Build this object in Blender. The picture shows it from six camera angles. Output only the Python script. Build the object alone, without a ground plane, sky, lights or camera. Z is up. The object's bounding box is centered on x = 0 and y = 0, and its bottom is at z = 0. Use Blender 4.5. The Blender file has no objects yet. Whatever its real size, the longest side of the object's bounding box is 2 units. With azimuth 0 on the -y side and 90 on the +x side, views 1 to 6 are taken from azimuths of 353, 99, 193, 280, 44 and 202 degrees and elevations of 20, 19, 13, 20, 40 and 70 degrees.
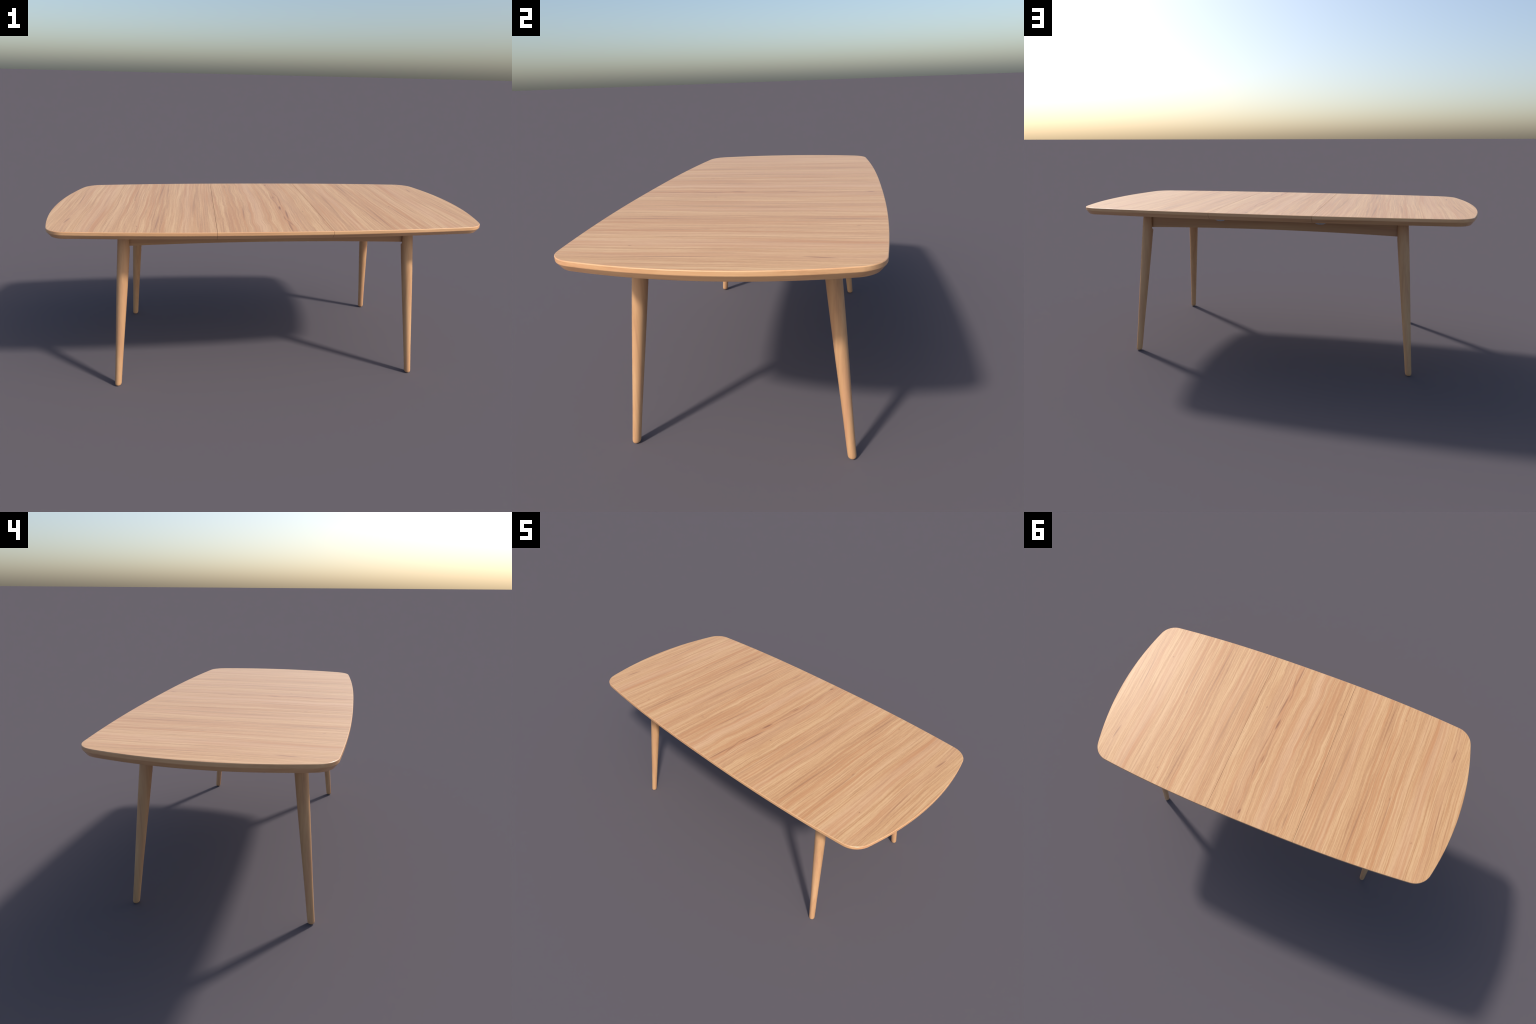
# Mid-century extension dining table: three-leaf boat-shaped top with an undercut
# edge, four splayed turned legs notched for an arched apron frame.
import bpy, bmesh, math
from mathutils import Vector, Matrix

# ------------------------------------------------------------------ dimensions
TOP_Z = 0.7748          # upper face of the top
BAND_Z = 0.7600         # lower end of the upright part of the edge
UNDER_Z = 0.7402        # flat underside of the top
UNDERCUT = 0.0195       # how far the sloped undercut runs in
SEAM_X = 0.2452         # joint between centre leaf and end leaves
SEAM_GAP = 0.0012
HALF_W = 0.4945         # half width at the middle
SIDE_K, SIDE_P = 0.0520, 2.4     # bulge of the long sides
END_K = 0.336           # bulge of the short ends
CORNER_R = 0.098
LEG_FOOT = (0.7078, 0.3818)
LEG_LEAN = (0.0870, 0.1080)      # metres inwards per metre of height
APRON_Y = 0.3090        # outer faces of the apron frame
APRON_X = 0.6490
END_RAIL_X = 0.6360      # the short rails sit further in
FLAT_SUM = 0.9410       # leg flat: plane x + y = const, facing the table centre


# ------------------------------------------------------------------ node helpers
class Nodes:
    def __init__(self, name):
        self.mat = bpy.data.materials.new(name)
        self.mat.use_nodes = True
        self.t = self.mat.node_tree
        self.bsdf = self.t.nodes["Principled BSDF"]

    def link(self, value, socket):
        if hasattr(value, "links") or isinstance(value, bpy.types.NodeSocket):
            self.t.links.new(value, socket)
        else:
            socket.default_value = value

    def math(self, op, a, b=None, c=None, clamp=False):
        n = self.t.nodes.new("ShaderNodeMath")
        n.operation = op
        n.use_clamp = clamp
        for i, v in enumerate((a, b, c)):
            if v is not None:
                self.link(v, n.inputs[i])
        return n.outputs[0]

    def coords(self):
        n = self.t.nodes.new("ShaderNodeTexCoord")
        s = self.t.nodes.new("ShaderNodeSeparateXYZ")
        self.t.links.new(n.outputs["Object"], s.inputs[0])
        return s.outputs[0], s.outputs[1], s.outputs[2]

    def vec(self, x, y, z):
        n = self.t.nodes.new("ShaderNodeCombineXYZ")
        for i, v in enumerate((x, y, z)):
            self.link(v, n.inputs[i])
        return n.outputs[0]

    def scaled(self, x, y, z, sx, sy, sz, seed=0.0):
        return self.vec(self.math("MULTIPLY_ADD", x, sx, seed),
                        self.math("MULTIPLY_ADD", y, sy, seed * 1.7),
                        self.math("MULTIPLY_ADD", z, sz, seed * 0.6))

    def noise(self, v, detail=2.0, rough=0.5, scale=1.0, distortion=0.0):
        n = self.t.nodes.new("ShaderNodeTexNoise")
        n.noise_dimensions = "3D"
        self.t.links.new(v, n.inputs["Vector"])
        n.inputs["Scale"].default_value = scale
        n.inputs["Detail"].default_value = detail
        n.inputs["Roughness"].default_value = rough
        n.inputs["Distortion"].default_value = distortion
        return n.outputs[0]

    def ramp(self, f, stops, interp="LINEAR"):
        n = self.t.nodes.new("ShaderNodeValToRGB")
        n.color_ramp.interpolation = interp
        el = n.color_ramp.elements
        while len(el) < len(stops):
            el.new(0.5)
        for e, (p, c) in zip(el, stops):
            e.position = p
            e.color = (c, c, c, 1) if isinstance(c, (int, float)) else (*c, 1)
        self.link(f, n.inputs[0])
        return n.outputs[0]

    def mix(self, f, a, b, mode="MIX"):
        n = self.t.nodes.new("ShaderNodeMix")
        n.data_type = "RGBA"
        n.blend_type = mode
        self.link(f, n.inputs[0])
        for v, s in ((a, n.inputs[6]), (b, n.inputs[7])):
            if isinstance(v, tuple):
                s.default_value = (*v, 1)
            else:
                self.t.links.new(v, s)
        return n.outputs[2]

    def range(self, v, a, b, lo=0.0, hi=1.0, smooth=False):
        n = self.t.nodes.new("ShaderNodeMapRange")
        n.clamp = True
        if smooth:
            n.interpolation_type = "SMOOTHSTEP"
        self.link(v, n.inputs[0])
        for i, k in enumerate((a, b, lo, hi)):
            n.inputs[i + 1].default_value = k
        return n.outputs[0]

    def ellipse(self, x, y, cx, cy, rx, ry, lean=0.0, soft=0.35):
        """Soft mask of a knot or mineral streak lying along the grain."""
        dx = self.math("MULTIPLY_ADD", y, -lean, x)
        dx = self.math("MULTIPLY", self.math("SUBTRACT", dx, cx - lean * cy), 1.0 / rx)
        dy = self.math("MULTIPLY", self.math("SUBTRACT", y, cy), 1.0 / ry)
        d = self.math("ADD", self.math("MULTIPLY", dx, dx), self.math("MULTIPLY", dy, dy))
        return self.range(d, 1.0, soft, 0.0, 1.0, smooth=True)

    def finish(self, colour, rough=0.45, bump=None, strength=0.05, spec=0.5):
        self.link(colour, self.bsdf.inputs["Base Color"])
        self.link(rough, self.bsdf.inputs["Roughness"])
        self.bsdf.inputs["Specular IOR Level"].default_value = spec
        if bump is not None:
            b = self.t.nodes.new("ShaderNodeBump")
            b.inputs["Strength"].default_value = strength
            b.inputs["Distance"].default_value = 0.001
            self.t.links.new(bump, b.inputs["Height"])
            self.t.links.new(b.outputs[0], self.bsdf.inputs["Normal"])
        return self.mat


# ------------------------------------------------------------------ oak colours
TAN = (0.605, 0.337, 0.156)
LIGHT = (0.700, 0.434, 0.220)
PINK = (0.672, 0.396, 0.228)
BROWN = (0.435, 0.212, 0.096)
RUST = (0.548, 0.255, 0.108)
STREAK = (0.330, 0.150, 0.075)
KNOT = (0.250, 0.090, 0.045)


def veneer(name, seed, tone, pink, warp, wiggle, knots, streaks):
    """Flat-sawn oak veneer, grain along y.  tone / pink: broad growth bands across
    x as (x, strength); knots and streaks: (x, y, half width, half length, lean, depth)."""
    m = Nodes(name)
    x, y, z = m.coords()
    slow = m.noise(m.scaled(x, y, z, 3.0, 1.6, 0.0, seed), 1.0)
    mid = m.noise(m.scaled(x, y, z, 9.0, 6.0, 0.0, seed + 4.0), 2.0, 0.55)
    off = m.math("ADD", m.math("MULTIPLY_ADD", slow, warp, -0.5 * warp),
                 m.math("MULTIPLY_ADD", mid, wiggle, -0.5 * wiggle))
    # the grain flows round each knot
    flow = off
    for cx, cy, rx, ry, lean, depth in knots:
        near = m.ellipse(x, y, cx, cy, rx * 6.0, ry * 2.6, lean, 0.0)
        side = m.math("MULTIPLY", m.range(m.math("SUBTRACT", x, cx), -0.02, 0.02, 1.0, -1.0), rx * 1.2)
        flow = m.math("MULTIPLY_ADD", near, side, flow)
    gx = m.math("ADD", x, flow)

    def stops(pairs):
        return [((p + 1.0) / 2.0, v) for p, v in pairs]
    u = m.math("MULTIPLY_ADD", gx, 0.5, 0.5)
    broad = m.ramp(u, stops(tone), "EASE")
    blush = m.ramp(u, stops(pink), "EASE")

    s1 = m.noise(m.scaled(gx, y, z, 55.0, 1.0, 0.0, seed + 11), 3.0, 0.6)
    s2 = m.noise(m.scaled(gx, y, z, 185.0, 2.6, 0.0, seed + 23), 3.0, 0.6)
    s3 = m.noise(m.scaled(gx, y, z, 380.0, 6.0, 0.0, seed + 31), 2.0, 0.6)
    hue = m.noise(m.scaled(gx, y, z, 60.0, 1.0, 0.0, seed + 53), 3.0, 0.6)
    pore = m.noise(m.scaled(gx, y, z, 900.0, 40.0, 0.0, seed + 41), 2.0, 0.6)

    t = m.math("MULTIPLY_ADD", s1, 0.85, -0.425)
    t = m.math("MULTIPLY_ADD", m.math("SUBTRACT", s2, 0.5), 1.5, t)
    t = m.math("MULTIPLY_ADD", m.math("SUBTRACT", s3, 0.5), 0.85, t)
    fleck = m.noise(m.scaled(gx, y, z, 230.0, 70.0, 0.0, seed + 83), 2.0, 0.6)
    t = m.math("MULTIPLY_ADD", m.math("SUBTRACT", fleck, 0.5), 0.35, t)
    t = m.math("ADD", t, m.math("MULTIPLY_ADD", broad, 0.75, 0.175))
    col = m.ramp(t, [(0.05, BROWN), (0.30, tuple(0.5 * a + 0.5 * b for a, b in zip(BROWN, TAN))),
                     (0.52, TAN), (0.85, LIGHT), (1.0, LIGHT)])
    col = m.mix(m.math("MULTIPLY", blush, 0.55), col, PINK)
    col = m.mix(m.range(hue, 0.50, 0.68, 0.0, 0.72), col, RUST)
    # narrow dark late-wood lines
    line = m.noise(m.scaled(gx, y, z, 70.0, 0.55, 0.0, seed + 67), 2.0, 0.5)
    ring = m.range(m.math("ABSOLUTE", m.math("SUBTRACT", line, 0.5)), 0.0, 0.018, 1.0, 0.0)
    patch = m.range(m.noise(m.scaled(x, y, z, 9.0, 2.2, 0.0, seed + 71), 1.0), 0.45, 0.65)
    col = m.mix(m.math("MULTIPLY", m.math("MULTIPLY", ring, patch), 0.6), col, BROWN)
    # pores
    col = m.mix(m.range(pore, 0.56, 0.76, 0.0, 0.40), col, BROWN)
    for group, shade in ((streaks, STREAK), (knots, KNOT)):
        for cx, cy, rx, ry, lean, depth in group:
            mask = m.ellipse(x, y, cx, cy, rx * 1.4, ry * 1.25, lean, 0.0)
            frayed = m.math("MULTIPLY", mask, m.range(s3, 0.25, 0.6, 0.55, 1.0))
            col = m.mix(m.math("MULTIPLY", frayed, depth), col, shade)
    rough = m.range(s2, 0.3, 0.7, 0.33, 0.40)
    return m.finish(col, rough, bump=m.math("ADD", s3, pore), strength=0.06)


def solid_oak(name, seed, along, tint=1.0, rough=0.42):
    """Plain straight-grained oak. along: 'x', 'z', or 'edge' (round the outline)."""
    m = Nodes(name)
    x, y, z = m.coords()

    def layer(fine, slow, s):
        if along == "z":
            return m.noise(m.scaled(x, y, z, fine, fine, slow, s), 3.0, 0.55)
        lx = m.noise(m.scaled(x, y, z, slow, fine, fine, s), 3.0, 0.55)
        if along == "x":
            return lx
        ly = m.noise(m.scaled(x, y, z, fine, slow, fine, s), 3.0, 0.55)
        f = m.range(m.math("ABSOLUTE", x), 0.89, 0.94, 0.0, 1.0)
        n = m.t.nodes.new("ShaderNodeMix")
        n.data_type = "FLOAT"
        m.link(f, n.inputs[0]); m.link(lx, n.inputs[2]); m.link(ly, n.inputs[3])
        return n.outputs[0]
    a = layer(55.0, 1.8, seed)
    b = layer(220.0, 4.0, seed + 9)
    c = layer(700.0, 22.0, seed + 17)
    h = layer(26.0, 2.6, seed + 29)
    t = m.math("MULTIPLY_ADD", m.math("SUBTRACT", a, 0.5), 1.1, 0.55)
    t = m.math("MULTIPLY_ADD", m.math("SUBTRACT", b, 0.5), 0.6, t)
    k = tint
    base = (0.600 * k, 0.330 * k, 0.161 * k)
    lite = (0.672 * k, 0.400 * k, 0.205 * k)
    dark = (0.465 * k, 0.240 * k, 0.122 * k)
    rose = (0.580 * k, 0.290 * k, 0.160 * k)
    col = m.ramp(t, [(0.1, dark), (0.5, base), (0.9, lite)])
    col = m.mix(m.range(h, 0.50, 0.72, 0.0, 0.6), col, rose)
    col = m.mix(m.range(c, 0.60, 0.78, 0.0, 0.22), col, dark)
    return m.finish(col, rough, bump=b, strength=0.05)


def make_materials():
    M = {}
    M["end_veneer"] = veneer(
        "end_leaf_oak_veneer", 3.1,
        tone=[(0.24, 0.40), (0.30, 0.46), (0.335, 0.30), (0.375, 0.62), (0.44, 0.52), (0.50, 0.36),
              (0.56, 0.54), (0.61, 0.66), (0.645, 0.46), (0.72, 0.60), (0.745, 0.70), (0.765, 0.42),
              (0.80, 0.62), (0.84, 0.66), (0.885, 0.40), (0.92, 0.48), (0.96, 0.62)],
        pink=[(0.25, 0.25), (0.34, 0.20), (0.375, 0.65), (0.42, 0.10), (0.67, 0.15), (0.69, 0.40),
              (0.72, 0.05), (0.77, 0.75), (0.80, 0.70), (0.83, 0.05), (0.88, 0.45), (0.93, 0.05)],
        warp=0.030, wiggle=0.010,
        knots=[(0.8100, -0.265, 0.0022, 0.006, 0.0, 0.55),
               (0.5805, 0.389, 0.0024, 0.008, 0.0, 0.55),
               (0.3960, 0.247, 0.0020, 0.007, 0.0, 0.35),
               (0.6350, -0.083, 0.0030, 0.012, 0.0, 0.45)],
        streaks=[(0.6400, -0.200, 0.0036, 0.150, 0.0, 0.55),
                 (0.8870, 0.285, 0.0040, 0.045, 0.09, 0.70),
                 (0.9000, -0.120, 0.0030, 0.150, -0.06, 0.55),
                 (0.5130, -0.300, 0.0035, 0.200, 0.03, 0.55),
                 (0.3400, -0.020, 0.0060, 0.260, 0.03, 0.45),
                 (0.5000, 0.330, 0.0035, 0.120, 0.02, 0.55)])
    M["centre_veneer"] = veneer(
        "centre_leaf_oak_veneer", 17.6,
        tone=[(-0.245, 0.45), (-0.20, 0.50), (-0.15, 0.40), (-0.09, 0.36), (-0.04, 0.66), (0.0, 0.55),
              (0.05, 0.62), (0.075, 0.32), (0.11, 0.42), (0.155, 0.40), (0.17, 0.62), (0.245, 0.66)],
        pink=[(-0.245, 0.1), (-0.12, 0.15), (-0.045, 0.85), (0.0, 0.15), (0.06, 0.10), (0.10, 0.45),
              (0.15, 0.35), (0.175, 0.0), (0.245, 0.05)],
        warp=0.040, wiggle=0.026,
        knots=[(0.0755, -0.095, 0.0050, 0.036, 0.08, 0.85),
               (0.0750, 0.130, 0.0048, 0.026, 0.03, 0.50),
               (0.1740, -0.169, 0.0032, 0.007, 0.0, 0.60),
               (0.0700, -0.278, 0.0032, 0.036, 0.03, 0.50),
               (0.0740, 0.446, 0.0055, 0.016, 0.20, 0.75),
               (-0.2300, -0.284, 0.0060, 0.010, 0.0, 0.30)],
        streaks=[(0.0900, -0.215, 0.0042, 0.085, 0.08, 0.90),
                 (0.0720, -0.420, 0.0040, 0.075, 0.04, 0.90),
                 (0.0800, -0.350, 0.0035, 0.050, -0.14, 0.85),
                 (0.0970, 0.060, 0.0030, 0.110, 0.06, 0.65),
                 (0.0950, 0.200, 0.0030, 0.060, -0.12, 0.65),
                 (0.0690, 0.060, 0.0030, 0.140, -0.05, 0.45),
                 (-0.1100, -0.180, 0.0040, 0.120, 0.06, 0.60),
                 (-0.1670, 0.399, 0.0050, 0.050, 0.0, 0.50)])
    M["edge"] = solid_oak("edge_band_oak", 5.3, "edge", 1.12, 0.30)
    M["leg"] = solid_oak("leg_oak", 8.8, "z", 0.96)
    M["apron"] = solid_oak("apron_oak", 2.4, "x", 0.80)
    m = Nodes("clip_zinc")
    x, y, z = m.coords()
    g = m.noise(m.scaled(x, y, z, 120, 120, 120), 2.0)
    m.bsdf.inputs["Metallic"].default_value = 0.3
    M["metal"] = m.finish(m.ramp(g, [(0.3, (0.42, 0.44, 0.48)), (0.7, (0.54, 0.57, 0.61))]), 0.38)
    return M


# ------------------------------------------------------------------ mesh helpers
def to_object(name, bm, mat, parent, angle=28.0, loc=(0, 0, 0)):
    bmesh.ops.recalc_face_normals(bm, faces=bm.faces)
    me = bpy.data.meshes.new(name)
    for f in bm.faces:
        f.smooth = True
    bm.to_mesh(me)
    bm.free()
    me.set_sharp_from_angle(angle=math.radians(angle))
    me.materials.append(mat)
    return place(name, me, parent, loc)


def place(name, me, parent, loc=(0, 0, 0), rot=0.0):
    ob = bpy.data.objects.new(name, me)
    bpy.context.collection.objects.link(ob)
    ob.parent = parent
    ob.location = loc
    ob.rotation_euler = (0, 0, rot)
    return ob


# ------------------------------------------------------------------ top outline
def side_y(x):
    return HALF_W - SIDE_K * abs(x) ** SIDE_P


def end_x(y):
    return 1.0 - END_K * y * y


def corner():
    """Centre and tangent points of the arc that rounds the corner."""
    best = None
    for i in range(1601):
        x = 0.70 + 0.25 * i / 1600
        m = -SIDE_K * SIDE_P * x ** (SIDE_P - 1)
        L = math.hypot(1, m)
        cx, cy = x + m / L * CORNER_R, side_y(x) - CORNER_R / L
        lo, hi = 0.0, 0.49          # end-curve point whose normal passes the centre
        for _ in range(40):
            y = 0.5 * (lo + hi)
            d = (cy - y) - (cx - end_x(y)) * (2 * END_K * y)
            lo, hi = (y, hi) if d > 0 else (lo, y)
        err = abs(math.hypot(end_x(y) - cx, y - cy) - CORNER_R)
        if best is None or err < best[0]:
            best = (err, cx, cy, x, y)
    return best[1:]


def leaf_outline():
    """(+x) end leaf: points from the seam on -y round to the seam on +y."""
    cx, cy, xs, ye = corner()
    x0 = SEAM_X + SEAM_GAP / 2
    half = [(x0 + (xs - x0) * i / 40, side_y(x0 + (xs - x0) * i / 40)) for i in range(40)]
    a0 = math.atan2(side_y(xs) - cy, xs - cx)
    a1 = math.atan2(ye - cy, end_x(ye) - cx)
    half += [(cx + CORNER_R * math.cos(a0 + (a1 - a0) * i / 28),
              cy + CORNER_R * math.sin(a0 + (a1 - a0) * i / 28)) for i in range(28)]
    half += [(end_x(ye * (1 - i / 40)), ye * (1 - i / 40)) for i in range(41)]
    return [(x, -y) for x, y in half] + [(x, y) for x, y in reversed(half[:-1])]


def inset(pts, d):
    out = []
    for i, p in enumerate(pts):
        a, b = pts[max(i - 1, 0)], pts[min(i + 1, len(pts) - 1)]
        tx, ty = b[0] - a[0], b[1] - a[1]
        L = math.hypot(tx, ty)
        nx, ny = -ty / L, tx / L
        if i in (0, len(pts) - 1):           # slide along the seam, stay on it
            nx, ny = 0.0, math.copysign(1.0, ny)
        # the undercut is a little shallower round the short ends
        w = min(1.0, max(0.0, (p[0] - 0.80) / 0.09))
        e = d - 0.0040 * w if 0.012 < d < 0.03 else d
        out.append((p[0] + nx * e, p[1] + ny * e))
    return out


PANEL_PROFILE = [(0.0022, TOP_Z), (0.034, UNDER_Z + 0.0004)]
ARRIS = [(0.0022, TOP_Z), (0.0014, TOP_Z - 0.0005), (0.0005, TOP_Z - 0.0014), (0.0, TOP_Z - 0.0024)]
EDGE_PROFILE = ARRIS + [(0.0002, BAND_Z + 0.0012), (0.0010, BAND_Z - 0.0008),
                        (UNDERCUT - 0.001, UNDER_Z + 0.0009), (UNDERCUT + 0.0008, UNDER_Z), (0.034, UNDER_Z)]


def panel_mesh(pts):
    """Veneered board: top face, bottom face, tapered wall hidden in the edge band."""
    bm = bmesh.new()
    loops = [[bm.verts.new((x, y, z)) for x, y in inset(pts, d)] for d, z in PANEL_PROFILE]
    n = len(pts)
    for i in range(n - 1):
        bm.faces.new((loops[0][i], loops[1][i], loops[1][i + 1], loops[0][i + 1]))
    bm.faces.new(loops[0])
    bm.faces.new(list(reversed(loops[1])))
    bm.faces.new((loops[0][0], loops[0][-1], loops[1][-1], loops[1][0]))
    return bm


def band_mesh(pts):
    """Solid lipping with eased arris, upright face and sloped undercut."""
    bm = bmesh.new()
    loops = [[bm.verts.new((x, y, z)) for x, y in inset(pts, d)] for d, z in EDGE_PROFILE]
    n, k = len(pts), len(EDGE_PROFILE)
    for j in range(k):
        a, b = loops[j], loops[(j + 1) % k]
        for i in range(n - 1):
            bm.faces.new((a[i], b[i], b[i + 1], a[i + 1]))
    bm.faces.new([l[0] for l in loops])
    bm.faces.new([l[-1] for l in reversed(loops)])
    return bm


def join_bm(a, b):
    me = bpy.data.meshes.new("tmp")
    b.to_mesh(me)
    b.free()
    a.from_mesh(me)
    bpy.data.meshes.remove(me)


def build_top(table, M):
    pts = leaf_outline()
    leaf = to_object("tabletop_leaf", panel_mesh(pts), M["end_veneer"], table)
    band = to_object("edge_band", band_mesh(pts), M["edge"], leaf, angle=12)
    other = place("tabletop_leaf", leaf.data, table, rot=math.pi)
    place("edge_band", band.data, other)
    # centre leaf: straight seams, gently bowed long sides
    w = SEAM_X - SEAM_GAP / 2
    xs = [-w + 2 * w * i / 30 for i in range(31)]
    bm = bmesh.new()

    def row(d, z, s):
        return [bm.verts.new((x, s * (side_y(x) - d), z)) for x in xs]
    rows = [row(d, z, s) for s in (-1, 1) for d, z in PANEL_PROFILE]   # -top -bot +top +bot
    order = [rows[0], rows[1], rows[3], rows[2]]
    for j in range(4):
        a, b = order[j], order[(j + 1) % 4]
        for i in range(30):
            bm.faces.new((a[i], b[i], b[i + 1], a[i + 1]))
    bm.faces.new([r[0] for r in order])
    bm.faces.new([r[-1] for r in reversed(order)])
    centre = to_object("tabletop_leaf", bm, M["centre_veneer"], table)
    for s in (-1, 1):
        bm = bmesh.new()
        loops = [[bm.verts.new((x, s * (side_y(x) - d), z)) for x in xs] for d, z in EDGE_PROFILE]
        k = len(loops)
        for j in range(k):
            a, b = loops[j], loops[(j + 1) % k]
            for i in range(30):
                bm.faces.new((a[i], b[i], b[i + 1], a[i + 1]))
        bm.faces.new([l[0] for l in loops])
        bm.faces.new([l[-1] for l in reversed(loops)])
        to_object("edge_band", bm, M["edge"], centre, angle=12)
    # tongues that close the joints below the surface
    for s in (-1, 1):
        bm = bmesh.new()
        bmesh.ops.create_cube(bm, size=1.0)
        half = side_y(SEAM_X) - 0.026
        for v in bm.verts:
            v.co = Vector((s * SEAM_X + v.co.x * 0.008, v.co.y * 2 * half,
                           0.5 * (TOP_Z - 0.012 + UNDER_Z + 0.006) + v.co.z * (TOP_Z - UNDER_Z - 0.018)))
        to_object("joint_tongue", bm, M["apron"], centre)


# ------------------------------------------------------------------ legs
LEG_PROFILE = [  # height, radius
    (0.0000, 0.0085), (0.0010, 0.0112), (0.0030, 0.0132), (0.0060, 0.0145), (0.0100, 0.0151),
    (0.0160, 0.0154), (0.06, 0.0161), (0.12, 0.0170), (0.20, 0.0186), (0.28, 0.0205), (0.36, 0.0224),
    (0.44, 0.0241), (0.52, 0.0256), (0.60, 0.0268), (0.64, 0.0273), (0.6480, 0.0274),
    (0.6515, 0.0274), (0.6545, 0.0275), (0.6575, 0.0275), (0.6610, 0.0275), (0.6650, 0.0276),
    (0.70, 0.0279), (UNDER_Z - 0.0006, 0.0280)]


def leg_mesh(sx, sy):
    """Turned taper leg in foot-centred coordinates, flat milled on the inner corner."""
    bm = bmesh.new()
    rings, N = [], 72
    fx, fy = sx * LEG_FOOT[0], sy * LEG_FOOT[1]
    ix, iy = -sx / math.sqrt(2), -sy / math.sqrt(2)        # towards the table centre
    for z, r in LEG_PROFILE:
        ax, ay = -sx * LEG_LEAN[0] * z, -sy * LEG_LEAN[1] * z
        # distance of the flat from the foot point, along the inward diagonal
        flat = ((LEG_FOOT[0] + LEG_FOOT[1]) - FLAT_SUM) / math.sqrt(2)
        # cove that leads from the round leg into the flat
        if z < 0.6610:
            t = max(0.0, (0.6610 - z) / 0.0125)
            flat += 0.0145 * (1 - math.sqrt(max(0.0, 1 - t * t))) if t < 1 else 1.0
        ring = []
        for k in range(N):
            a = 2 * math.pi * k / N + math.atan2(iy, ix)
            px, py = ax + r * math.cos(a), ay + r * math.sin(a)
            d = px * ix + py * iy
            if d > flat:
                px -= ix * (d - flat)
                py -= iy * (d - flat)
            ring.append(bm.verts.new((px, py, z)))
        rings.append(ring)
    for a, b in zip(rings, rings[1:]):
        for k in range(N):
            bm.faces.new((a[k], a[(k + 1) % N], b[(k + 1) % N], b[k]))
    bm.faces.new(list(reversed(rings[0])))
    bm.faces.new(rings[-1])
    return bm, (fx, fy, 0.0)


def build_legs(table, M):
    for sx, sy in ((1, 1), (1, -1)):
        bm, loc = leg_mesh(sx, sy)
        ob = to_object("leg", bm, M["leg"], table, angle=35, loc=loc)
        place("leg", ob.data, table, loc=(-loc[0], -loc[1], 0), rot=math.pi)


# ------------------------------------------------------------------ apron frame
def apron_bottom(x):
    return 0.6726 - 0.0257 * x * x


def apron_mesh(half_len, inner_half, face, thick, bottom):
    """Rail along x: outer face at y = face, mitred ends, arched lower edge."""
    bm = bmesh.new()
    n = 48
    loops = []
    for yy, hl in ((face, half_len), (face - thick, inner_half)):
        lo = [bm.verts.new((-hl + 2 * hl * i / n, yy, bottom(-hl + 2 * hl * i / n))) for i in range(n + 1)]
        hi = [bm.verts.new((-hl + 2 * hl * i / n, yy, UNDER_Z - 0.0004)) for i in range(n + 1)]
        loops += [lo, hi]
    order = [loops[0], loops[1], loops[3], loops[2]]
    for j in range(4):
        a, b = order[j], order[(j + 1) % 4]
        for i in range(n):
            bm.faces.new((a[i], b[i], b[i + 1], a[i + 1]))
    bm.faces.new([r[0] for r in order])
    bm.faces.new([r[-1] for r in reversed(order)])
    return bm


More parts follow.
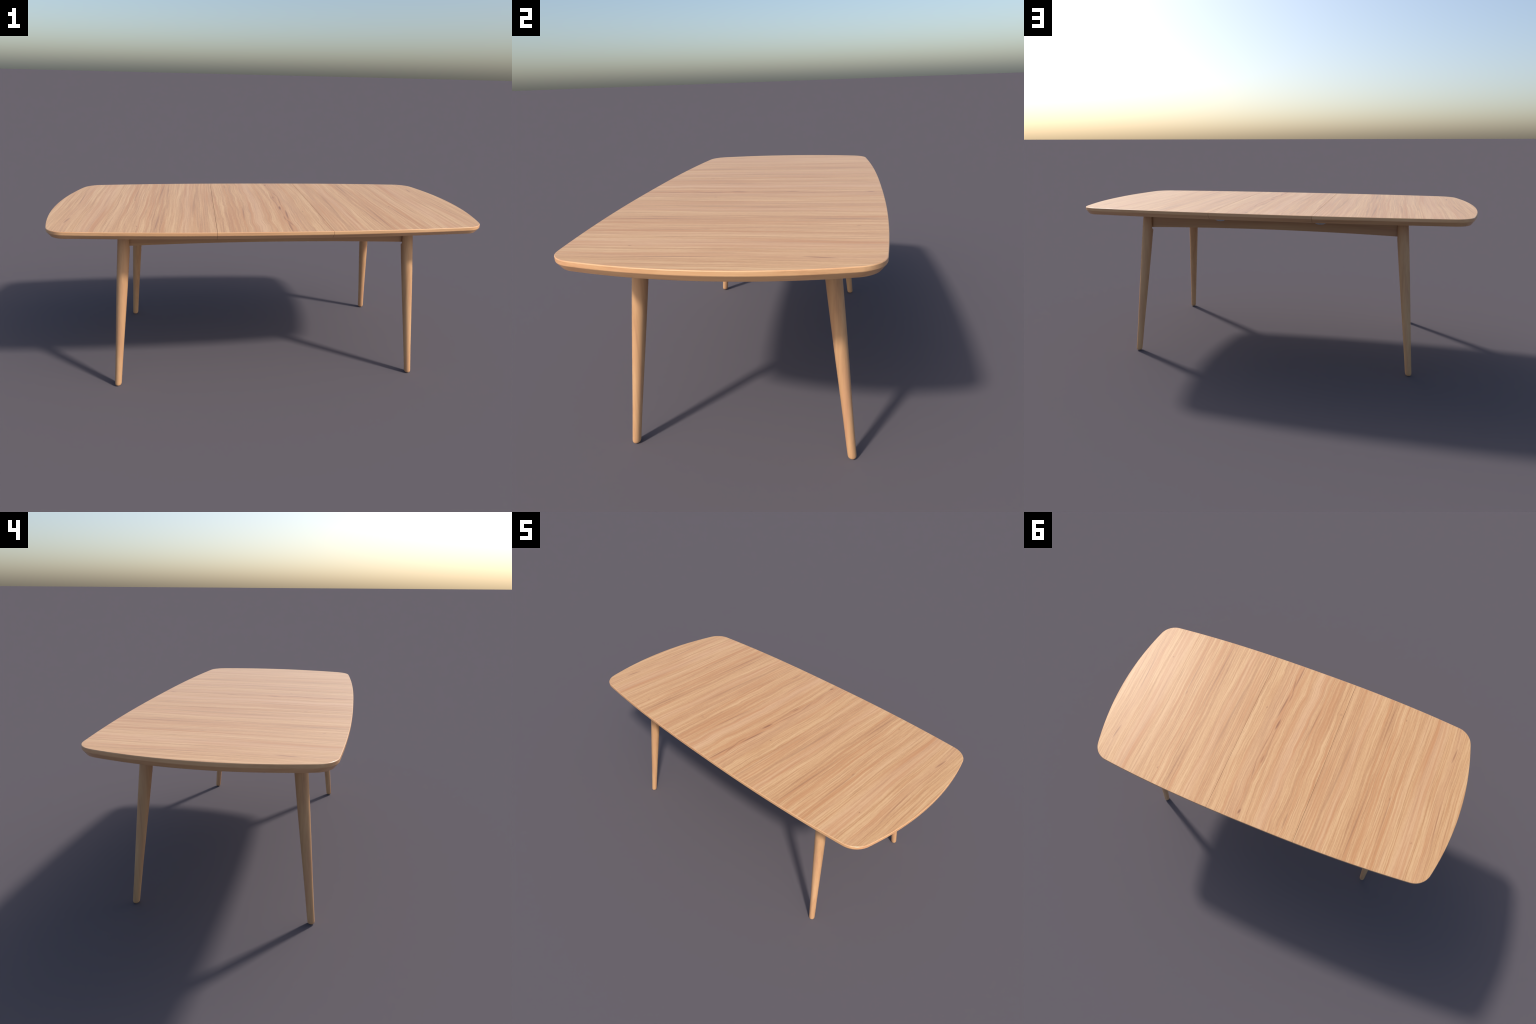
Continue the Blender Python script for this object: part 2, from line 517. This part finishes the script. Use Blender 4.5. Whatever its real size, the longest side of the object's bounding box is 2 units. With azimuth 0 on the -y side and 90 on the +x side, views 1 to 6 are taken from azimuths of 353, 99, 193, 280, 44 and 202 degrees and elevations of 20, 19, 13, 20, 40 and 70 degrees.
def build_apron(table, M):
    thick = 0.022
    hl = FLAT_SUM - APRON_Y - 0.0006
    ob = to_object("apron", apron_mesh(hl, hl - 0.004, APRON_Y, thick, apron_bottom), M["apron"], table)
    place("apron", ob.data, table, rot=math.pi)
    hy = APRON_Y - thick - 0.0005
    low = apron_bottom(hl) + 0.005
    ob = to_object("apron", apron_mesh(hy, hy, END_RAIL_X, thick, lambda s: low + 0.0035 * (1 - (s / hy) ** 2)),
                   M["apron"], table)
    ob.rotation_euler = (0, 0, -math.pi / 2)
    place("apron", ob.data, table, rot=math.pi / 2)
    # corner blocks behind the leg flats
    for i, (sx, sy) in enumerate(((1, 1), (-1, 1), (-1, -1), (1, -1))):
        bm = bmesh.new()
        a = (FLAT_SUM - APRON_Y - 0.002, APRON_Y - 0.002)
        b = (END_RAIL_X - 0.001, FLAT_SUM - 0.004 - END_RAIL_X)
        quad = [a, b, (END_RAIL_X - thick, 0.22), (0.54, APRON_Y - thick)]
        lo = [bm.verts.new((sx * x, sy * y, 0.672)) for x, y in quad]
        hi = [bm.verts.new((sx * x, sy * y, UNDER_Z - 0.001)) for x, y in quad]
        bm.faces.new(lo)
        bm.faces.new(hi)
        for k in range(4):
            bm.faces.new((lo[k], lo[(k + 1) % 4], hi[(k + 1) % 4], hi[k]))
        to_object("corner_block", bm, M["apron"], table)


# ------------------------------------------------------------------ leaf clips
def build_clips(table, M):
    """Low domed steel catches under the top beside the seams."""
    bm = bmesh.new()
    n = 28
    prof = [(0.0270, 0.0), (0.0268, -0.0040), (0.0235, -0.0105), (0.0155, -0.0145), (0.0060, -0.0158)]
    rings = [[bm.verts.new((r * math.cos(2 * math.pi * k / n), 0.55 * r * math.sin(2 * math.pi * k / n), h))
              for k in range(n)] for r, h in prof]
    for a, b in zip(rings, rings[1:]):
        for k in range(n):
            bm.faces.new((a[k], a[(k + 1) % n], b[(k + 1) % n], b[k]))
    bm.faces.new(rings[0])
    bm.faces.new(rings[-1])
    first = None
    for sx, sy in ((0.2130, 0.414), (-0.2740, 0.414), (0.2130, -0.414), (-0.2740, -0.414)):
        loc = (sx, sy, UNDER_Z - 0.0003)
        if first is None:
            first = to_object("leaf_clip", bm, M["metal"], table, loc=loc)
        else:
            place("leaf_clip", first.data, table, loc=loc)


# ------------------------------------------------------------------ assemble
def main():
    M = make_materials()
    table = bpy.data.objects.new("dining_table", None)
    bpy.context.collection.objects.link(table)
    table["label"] = "light oak extension dining table with boat-shaped top and splayed tapered legs"
    table["category"] = "dining table"
    build_top(table, M)
    build_legs(table, M)
    build_apron(table, M)
    build_clips(table, M)


main()
